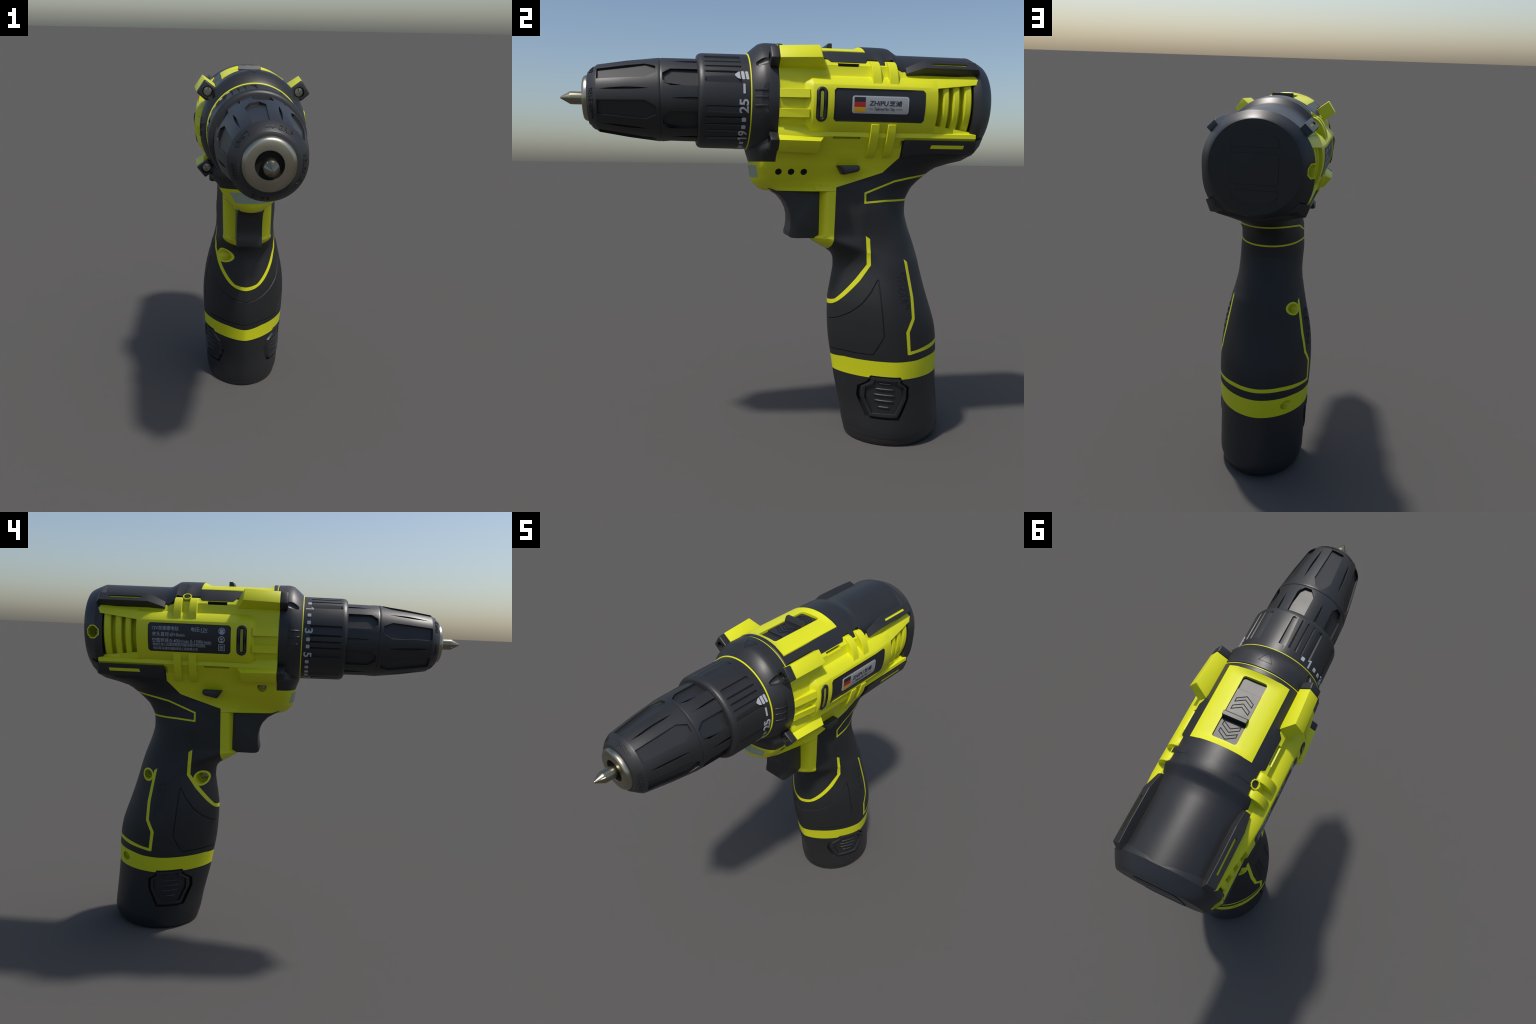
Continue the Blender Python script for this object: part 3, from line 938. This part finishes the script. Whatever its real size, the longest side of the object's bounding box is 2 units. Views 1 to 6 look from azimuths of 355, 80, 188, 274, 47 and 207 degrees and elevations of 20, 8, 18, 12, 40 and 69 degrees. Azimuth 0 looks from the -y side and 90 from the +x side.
for s in (1, -1):
    pm = panel.copy() if s > 0 else mirror_mesh(panel)
    po = part("label_panel", pm, YELLOW, housing, 24)
    for t in (True, False):
        m = rail(t)
        part("vent_rail", m if s > 0 else mirror_mesh(m), YELLOW, po, 24)
    # vent slats
    for (ya, yb) in ((.733, .762), (.785, .817), (.843, .880)):
        rr = []
        for i in range(13):
            z = (ZB(ya) - .004) + (ZT(ya) - ZB(ya) + .008) * i / 12
            q = []
            for (y, dr) in ((ya, -.068), (yb, -.068), (yb, -.012), (yb - .006, -.0075), (ya + .006, -.0105), (ya, -.016)):
                r = PR(y) + dr
                q.append((s * sqrt(r * r - (z - Z0) ** 2), y, z))
            rr.append(q)
        part("vent_slat", loft("slat", rr), YELLOW, po, 30)
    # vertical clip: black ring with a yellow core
    ringm = []
    rr = []
    cy_, z0_, z1_ = .1505, 1.618, 1.720
    N = 40
    path = []
    for k in range(N):
        a = 2 * pi * k / N
        yy, zz = .0165 * cos(a), .0165 * sin(a)
        path.append((cy_ + yy, (z1_ if sin(a) > 0 else z0_) + zz, cos(a), sin(a)))
    for (py, pz, ny, nz) in path:
        rx = sqrt(.2815 ** 2 - (pz - Z0) ** 2)
        q = []
        for m in range(10):
            b = 2 * pi * m / 10
            q.append((s * (rx + .0065 * cos(b) - .002), py + .0082 * sin(b) * ny, pz + .0082 * sin(b) * nz))
        rr.append(q)
    rr.append(rr[0])
    vs = [v for r_ in rr[:-1] for v in r_]
    n_ = 10; M = len(rr) - 1
    fs = [(i * n_ + j, i * n_ + (j + 1) % n_, ((i + 1) % M) * n_ + (j + 1) % n_, ((i + 1) % M) * n_ + j) for i in range(M) for j in range(n_)]
    part("belt_clip_ring", raw_mesh("clip", vs, fs), BLACK, po, 60)
    base = shrink_cyl(round_rect(.1245, .1765, 1.593, 1.745, .0255, 6), .25, .2808, s)
    part("clip_recess", base, DARK, po, 30)
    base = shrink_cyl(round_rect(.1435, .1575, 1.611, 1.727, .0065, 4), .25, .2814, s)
    part("clip_core", base, make_mat("yellow_plastic_darkened_for_shade", (.30, .32, .012), .5), po, 30)  # housing yellow at about half strength, shade inside the ring baked into colour
    # label plate
    lp = part("label_plate", shrink_cyl(chamfer_rect(.2075, .6365, 1.5975, 1.7405, .0105), .24, RLAB, s), LABEL, po, 24)
    # horizontal stringers between collar and panel
    for (za, zb) in ((1.6955, 1.7345), (1.6105, 1.648)):
        me = hexa([(.20, -.0345, za), (.20, -.0345, zb), (.2515 if zb > Z0 else .250, -.0345, zb), (.2575 if zb > Z0 else .2555, -.0345, za) if zb > Z0 else (.2475, -.0345, za)],
                  [(.20, .098, za), (.20, .098, zb), (.2715, .098, zb), (.2765, .098, za) if zb > Z0 else (.2665, .098, za)])
        me = bevel(me, .0015, 1)
        part("housing_stringer", me if s > 0 else mirror_mesh(me), YELLOW, housing, 24)
    # arched ribs above and below the panel
    for yc in (.4095, .4895):
        up = [(.180, 1.855), (.189, 1.8745), (.206, 1.8705), (.222, 1.8605), (.238, 1.842), (.2515, 1.815), (.2600, 1.787), (.2650, 1.754), (.24, 1.748), (.20, 1.79)]
        me = prism_axis(up, (0, 0, 0), (1, 0, 0), (0, 0, 1), (0, 1, 0), yc - .0205, yc + .0205)
        me = bevel(me, .0015, 1, 45)
        part("housing_rib", me if s > 0 else mirror_mesh(me), YELLOW, housing, 40)
        lo = [(.25, 1.59), (.2640, 1.586), (.2600, 1.560), (.2530, 1.530), (.2400, 1.500), (.2200, 1.468), (.199, 1.441), (.188, 1.441), (.18, 1.50)]
        me = prism_axis(lo, (0, 0, 0), (1, 0, 0), (0, 0, 1), (0, 1, 0), yc - .0195 - .003, yc + .0195 - .003)
        me = bevel(me, .0015, 1, 45)
        part("housing_rib", me if s > 0 else mirror_mesh(me), YELLOW, housing, 40)

    if s > 0:
        # badge with flag and writing
        bd = part("badge", shrink_cyl(round_rect(.2905, .5565, 1.6335, 1.7105, .011, 4), .27, RLAB + .0022, s), SILVER2, lp, 30)
        part("badge_face", shrink_cyl(round_rect(.297, .550, 1.6395, 1.7045, .006, 3), .27, RLAB + .0028, s), SILVER, bd, 30)
        hgt = (1.7045 - 1.6395) / 3
        for i, mt in enumerate((GOLD, RED, BADGEBLK)):
            z0b = 1.6395 + hgt * i
            part("flag_stripe", shrink_cyl([(.299, z0b), (.351, z0b), (.351, z0b + hgt), (.299, z0b + hgt)], .27, RLAB + .0033, s), mt, bd, 30)
        ms = [text_map("ZHIPU", lab_fn(1, .3685, 1.6685, .0025, .0012), width=.090, height=.0205, bold=.015, shear=.12),
              text_map("芝浦", lab_fn(1, .4615, 1.6675, .0025, .0012), width=.062, height=.0235, bold=.02, shear=.08)]
        ms.append(text_map("Tailored For You", lab_fn(1, .394, 1.6480, .0025, .0011), width=.096, height=.0125, shear=.3))
        for (a, b) in ((.366, .388), (.496, .526)):
            ms.append(map_poly([(0, 0), (b - a, 0), (b - a, .0012), (0, .0012)], lab_fn(1, a, 1.6535, .0025, .0011)))
        stuff("badge_lettering", ms, BADGEBLK, bd)
    else:
        F = lambda y, z: lab_fn(-1, y, z, -.0004, .0012)
        ms = [text_map("12V双速锂电钻", F(.615, 1.7045), width=.137, height=.0215, bold=.006),
              text_map("电压:12V", F(.412, 1.7035), width=.085, height=.0215, bold=.006),
              text_map("夹头直径:Ø10mm", F(.615, 1.6735), width=.169, height=.0225, bold=.006),
              text_map("空载转速:0-400r/min 0-1500r/min", F(.615, 1.6425), width=.308, height=.0225, bold=.006),
              text_map("德国芝浦工具国际集团(中国)有限公司(监制)", F(.613, 1.6230), width=.275, height=.0165, bold=.004),
              text_map("供应商:永康市晨鹤电动工具有限公司", F(.611, 1.6055), width=.233, height=.0155, bold=.004)]
        for (y, w_, z) in ((.363, .035, 1.7005), (.527, .220, 1.6395)):
            ms.append(map_poly([(0, 0), (w_, 0), (w_, .0018), (0, .0018)], F(y, z)))
        # pictograms: face mask, earmuffs, double square
        c_ = F(.2535, 1.7115)
        ms.append(map_ring(ngon(.0175, 24), ngon(.0140, 24), c_))
        ms.append(map_poly([(a, b - .006) for a, b in ngon(.0085, 16, 0, 1.25)], c_))
        ms.append(map_poly([(-.012, .002), (.012, .002), (.0085, .009), (-.0085, .009)], c_))
        c_ = F(.2545, 1.6690)
        ms.append(map_ring(ngon(.0175, 24), ngon(.0128, 24), c_))
        ms.append(map_poly([(a, b + .002) for a, b in ngon(.0062, 16)], c_))
        ms.append(map_poly([(-.013, -.013), (.002, -.006), (.013, -.013), (.004, -.0155), (-.004, -.0155)], c_))
        c_ = F(.2535, 1.6285)
        sq = lambda r: [(-r, -r), (r, -r), (r, r), (-r, r)]
        ms.append(map_ring(sq(.0165), sq(.0138), c_)); ms.append(map_ring(sq(.0090), sq(.0062), c_)); ms.append(map_poly(sq(.003), c_))
        stuff("label_lettering", ms, INKD, lp)

# screw boss between the ribs on the left
ax = Vector((-.62, 0, .785)).normalized(); uu = Vector((0, 1, 0)); vv = ax.cross(uu)
bp_ = Vector((-.1925, .4495, 1.8780))
tube = hexa([bp_ + uu * a + vv * b - ax * .04 for a, b in ngon(.0245, 10)], [bp_ + uu * a + vv * b + ax * .004 for a, b in ngon(.0235, 10)])
tube = boolean(tube, prism_axis(ngon(.0185, 10), bp_, uu, vv, ax, -.018, .05))
tb = part("screw_boss", tube, YELLOW, housing, 20)
add_screw(bp_ - ax * .014, ax, .0145, tb, .4)

# ================================================================== TOP COVER
def cover_r(y):
    return lerp_tab(y, [-.0145, -.0115, .44, .50, .515, .535, .555, .57, .93], [.270, .2725, .2725, .2720, .2690, .2570, .2455, .2412, .2412])
def edge_x(y):
    return lerp_tab(y, [-.02, .16, .192, .2085, .370, .3785, .383, .4285, .438, .462, .465, .5055, .5075, .522, .56, .57, .93],
                       [.178, .178, .190, .2035, .2035, .196, .186, .186, .2095, .2095, .186, .186, .205, .2085, .208, .205, .205])
ys_ = [-.0145, -.0115, .05, .1, .16, .192, .2085, .28, .34, .370, .3785, .383, .405, .4285, .438, .462, .465, .485, .5055, .5075, .515, .522, .535, .545, .556, .57, .62, .70, .80, .88, .926]
rings = []
for y in ys_:
    r = cover_r(y)
    # flanks sink a little below the crown circle
    def pt(f, inner=False):
        ex = edge_x(y)
        phm = math.asin(min(.99, ex / (r - .006 * (1 if y < .5 else 0))))
        ph = phm * f
        rr = r - (.009 if y < .5 else .004) * max(0.0, abs(f) - .45) / .55
        if y > .6: rr = r - .003 * max(0.0, abs(f) - .3) + .012 * max(0.0, abs(f) - .80) / .20
        if inner: rr = .225
        return tuple(polar(rr, ph, y))
    N = 30
    o = [pt(-1 + 2 * i / N) for i in range(N + 1)]
    inn = [pt(1 - 2 * i / N, True) for i in range(N + 1)]
    rings.append(o + inn)
cover = loft("cover", rings)
IN0, IN1, INX = .0050, .3815, .1455
inset_cut = prism_axis(round_rect(-INX, INX, IN0, IN1, .012, 3), (0, 0, 0), (1, 0, 0), (0, 1, 0), (0, 0, 1), 1.88, 2.2)
cover = boolean(cover, inset_cut)
cover_ob = part("housing_cover", cover, BLACK, root, 24)

# yellow saddle-shaped inset with the gear slider
gx_, gy_ = 24, 40
rings = []
for j in range(gy_ + 1):
    y = IN0 - .001 + (IN1 - IN0 + .002) * j / gy_
    row = []
    for i in range(gx_ + 1):
        x = -INX - .0008 + (2 * INX + .0016) * i / gx_
        zc = Z0 + sqrt(.2722 ** 2 - x * x)
        zf = 1.9505 - x * x / (2 * .46)
        zf = min(zf, zc - .0006)
        d = min(y - IN0, IN1 - y)
        w = max(0.0, 1 - max(d, 0) / .045) ** 2.2
        row.append((x, y, zf + (zc - .0006 - zf) * w))
    rings.append(row + [(row[-1][0], y, 1.88), (row[0][0], y, 1.88)])
inset = loft("inset", rings)
slot_poly = round_rect(-.0575, .0575, .036, .350, .012, 4)
inset = boolean(inset, prism_axis(slot_poly, (0, 0, 0), (1, 0, 0), (0, 1, 0), (0, 0, 1), 1.905, 2.1))
inset_ob = part("slider_surround", inset, YELLOW, cover_ob, 35)
def zplate(poly, z0, z1):
    return prism_axis(poly, (0, 0, 0), (1, 0, 0), (0, 1, 0), (0, 0, 1), z0, z1)
slider = part("gear_slider", bevel(zplate(round_rect(-.0560, .0560, .257, .3485, .011, 4), 1.900, 1.9400), .001, 1), BLACK, cover_ob)
part("slider_bed", zplate([(-.057, .0365), (.057, .0365), (.057, .30), (-.057, .30)], 1.89, 1.9340), BLACK, slider)
part("slider_step", bevel(zplate([(-.0560, .101), (.0560, .101), (.0560, .236), (-.0560, .236)], 1.905, 1.9425), .001, 1), BLACK, slider)
nub = loft("nub", [[(-.057, .220, 1.935), (.057, .220, 1.935), (.057, .2495, 1.935), (-.057, .2495, 1.935)],
                   [(-.057, .2215, 1.953), (.057, .2215, 1.953), (.057, .2495, 1.955), (-.057, .2495, 1.955)],
                   [(-.0565, .2310, 1.9705), (.0565, .2310, 1.9705), (.0565, .2490, 1.9705), (-.0565, .2490, 1.9705)]])
part("slider_grip", bevel(nub, .0008, 1), BLACK, slider, 20)
chev = []
def chevron(yc, dirn, z):
    o = [(-.040, -.004), (0, .020), (.040, -.004), (.040, -.021), (0, .003), (-.040, -.021)]
    P = [(x, yc - dirn * b) for x, b in o]
    L, R = ribbon(P, .0032, True)
    n = len(L); vs = []
    for zz in (z - .002, z + .0012):
        vs += [(a, b, zz) for a, b in L] + [(a, b, zz) for a, b in R]
    fs = []
    for i in range(n):
        j = (i + 1) % n
        fs += [(2 * n + i, 2 * n + j, 3 * n + j, 3 * n + i), (i, j, n + j, n + i), (i, j, 2 * n + j, 2 * n + i), (n + i, n + j, 3 * n + j, 3 * n + i)]
    return raw_mesh("chev", vs, fs)
for yc, d, z in ((.142, 1, 1.9425), (.180, 1, 1.9425), (.2850, -1, 1.9400), (.3200, -1, 1.9400)):
    chev.append(chevron(yc, d, z))
stuff("chevron_mark", chev, DARK, slider)
# thin yellow line between collar and cover
rings = []
for (y, sub) in ((-.0195, .03), (-.0195, .0030), (-.0140, .0030), (-.0140, .03)):
    rings.append([tuple(polar(collar_r(radians(a)) - .0005 - sub, radians(a), y)) for a in range(-44, 45, 2)] + [tuple(polar(.235 - sub * .1, radians(a), y)) for a in range(44, -45, -2)])
part("yellow_seam_line", loft("seamline", rings), YELLOW, cover_ob)

# rear fins (upper, lower) with yellow inlays
def fin(stations):
    return loft("fin", [[(x, y, z) for x, z in sec] for y, sec in stations])
UP = [(.203, 1.8865), (.2405, 1.8465), (.206, 1.812), (.165, 1.845)]
UPF = [(.200, 1.8490), (.2235, 1.8195), (.200, 1.800), (.165, 1.825)]
LO = [(.2440, 1.5205), (.2235, 1.4635), (.170, 1.456), (.17, 1.522)]
LOF = [(.2440, 1.5215), (.2050, 1.4410), (.17, 1.441), (.17, 1.522)]
for s in (1, -1):
    f = fin([(.562, UPF), (.648, UP), (.80, UP), (.909, [(.200, 1.8835), (.2390, 1.8465), (.206, 1.812), (.165, 1.845)]), (.926, [(.186, 1.866), (.2180, 1.834), (.198, 1.812), (.16, 1.84)])])
    f = bevel(f, .0015, 1, 25)
    nrm = Vector((.0400, 0, .0375)).normalized(); tan = Vector((.0375, 0, -.0400)).normalized()
    c0 = Vector((.2218, 0, 1.8665))
    slot = prism_axis([(-.0070, .688), (.0070, .688), (.0070, .856), (-.0070, .856)], c0, tan, (0, 1, 0), nrm, -.011, .05)
    f = boolean(f, slot)
    inl = prism_axis([(-.0068, .6885), (.0068, .6885), (.0068, .8555), (-.0068, .8555)], c0, tan, (0, 1, 0), nrm, -.016, -.0075)
    fo = part("housing_fin", f if s > 0 else mirror_mesh(f), BLACK, root, 24)
    part("fin_inlay", inl if s > 0 else mirror_mesh(inl), YELLOW, fo)
    f = fin([(.560, LOF), (.60, [(.2440, 1.5212), (.2110, 1.448), (.17, 1.445), (.17, 1.522)]), (.70, [(.2440, 1.521), (.2190, 1.459), (.17, 1.452), (.17, 1.522)]), (.912, LO), (.962, [(.211, 1.538), (.182, 1.500), (.14, 1.485), (.15, 1.53)])])
    f = bevel(f, .002, 2, 25)
    c0 = Vector((.2345, 0, 1.4900)); tan = Vector((.0205, 0, .057)).normalized(); nrm = Vector((.057, 0, -.0205)).normalized()
    poly = [(-.0085, .689), (.0085, .692), (.0085, .856), (-.0085, .853)]
    f = boolean(f, prism_axis(poly, c0, tan, (0, 1, 0), nrm, -.006, .05))
    inl = prism_axis(poly, c0, tan, (0, 1, 0), nrm, -.010, -.0015)
    fo = part("housing_fin", f if s > 0 else mirror_mesh(f), BLACK, root, 24)
    part("fin_inlay", inl if s > 0 else mirror_mesh(inl), YELLOW, fo)

# ================================================================== REAR CAP
rings = []
for (y, a, bt, bb) in ((.889, .20, .20, .20), (.889, .2440, .2340, .225), (.9105, .2540, .2405, .237), (.9245, .2575, .2412, .2405), (.955, .2400, .2290, .2375), (.980, .2240, .2185, .2275), (.992, .2140, .2120, .2165), (.9958, .2095, .2090, .2110)):
    q = []
    for k in range(96):
        ph = 2 * pi * k / 96
        b = bt if cos(ph) > 0 else bb
        n_ = lerp_tab(y, [.93, .99], [3.0, 2.0]) if cos(ph) < 0 else 2.0
        e = (abs(sin(ph)) ** n_ + abs(cos(ph)) ** n_) ** (-1 / n_)
        q.append((a * sin(ph) * e, y, Z0 + b * cos(ph) * e))
    rings.append(q)
cap = loft("cap", rings)
HB = (.938, 1.681)
CAPS = Surface(cap.copy(), 22)
cap = boolean(cap, prism_axis(ngon(.0375, 8, pi / 8), (0, *HB), (0, 1, 0), (0, 0, 1), (1, 0, 0), -.4, -.13))
cap_ob = part("end_cap", cap, BLACK, root, 14)
hb = boolean(CAPS.copy(), prism_axis(ngon(.0375, 8, pi / 8), (0, *HB), (0, 1, 0), (0, 0, 1), (1, 0, 0), -.4, -.13), 'INTERSECT')
hb = boolean(hb, prism_axis(ngon(.0315, 8, pi / 8), (0, *HB), (0, 1, 0), (0, 0, 1), (1, 0, 0), -.4, -.16))
hbo = part("screw_boss", hb, YELLOW, cap_ob, 22)
add_screw((-.165, HB[0] - .006, HB[1] - .002), (-1, 0, 0), .024, hbo, .5)
# embossed panels on the flat back
def back(poly):
    me = prism_axis(poly, (0, .999, 0), (1, 0, 0), (0, 0, 1), (0, 1, 0), -.006, .0010)
    return bevel(me, .0009, 1, 60)
ang_ = [(.105, 1.779)]
top = [(.105, 1.781), (-.105, 1.781), (-.105, 1.800), (-.092, 1.823), (-.066, 1.834), (.066, 1.834), (.092, 1.823), (.105, 1.800)]
mid_ = chamfer_rect(-.104, .104, 1.6175, 1.755, .012)
bot_ = [(.104, 1.590), (-.104, 1.590), (-.101, 1.567), (-.084, 1.541), (-.055, 1.530), (.055, 1.530), (.084, 1.541), (.101, 1.567)]
for p in (top, mid_, bot_):
    part("end_cap_panel", back(p), BLACK, cap_ob, 20)

# ------------------------------------------------------------------ keep the tree at thing > part > sub-part
def chain(o):
    c = [o]
    while c[-1].parent is not None: c.append(c[-1].parent)
    return c
for o in list(bpy.data.objects):
    c = chain(o)
    if len(c) > 3 and c[-1] is root:
        mb = o.matrix_basis.copy()
        o.parent = c[-2]
        o.matrix_basis = mb
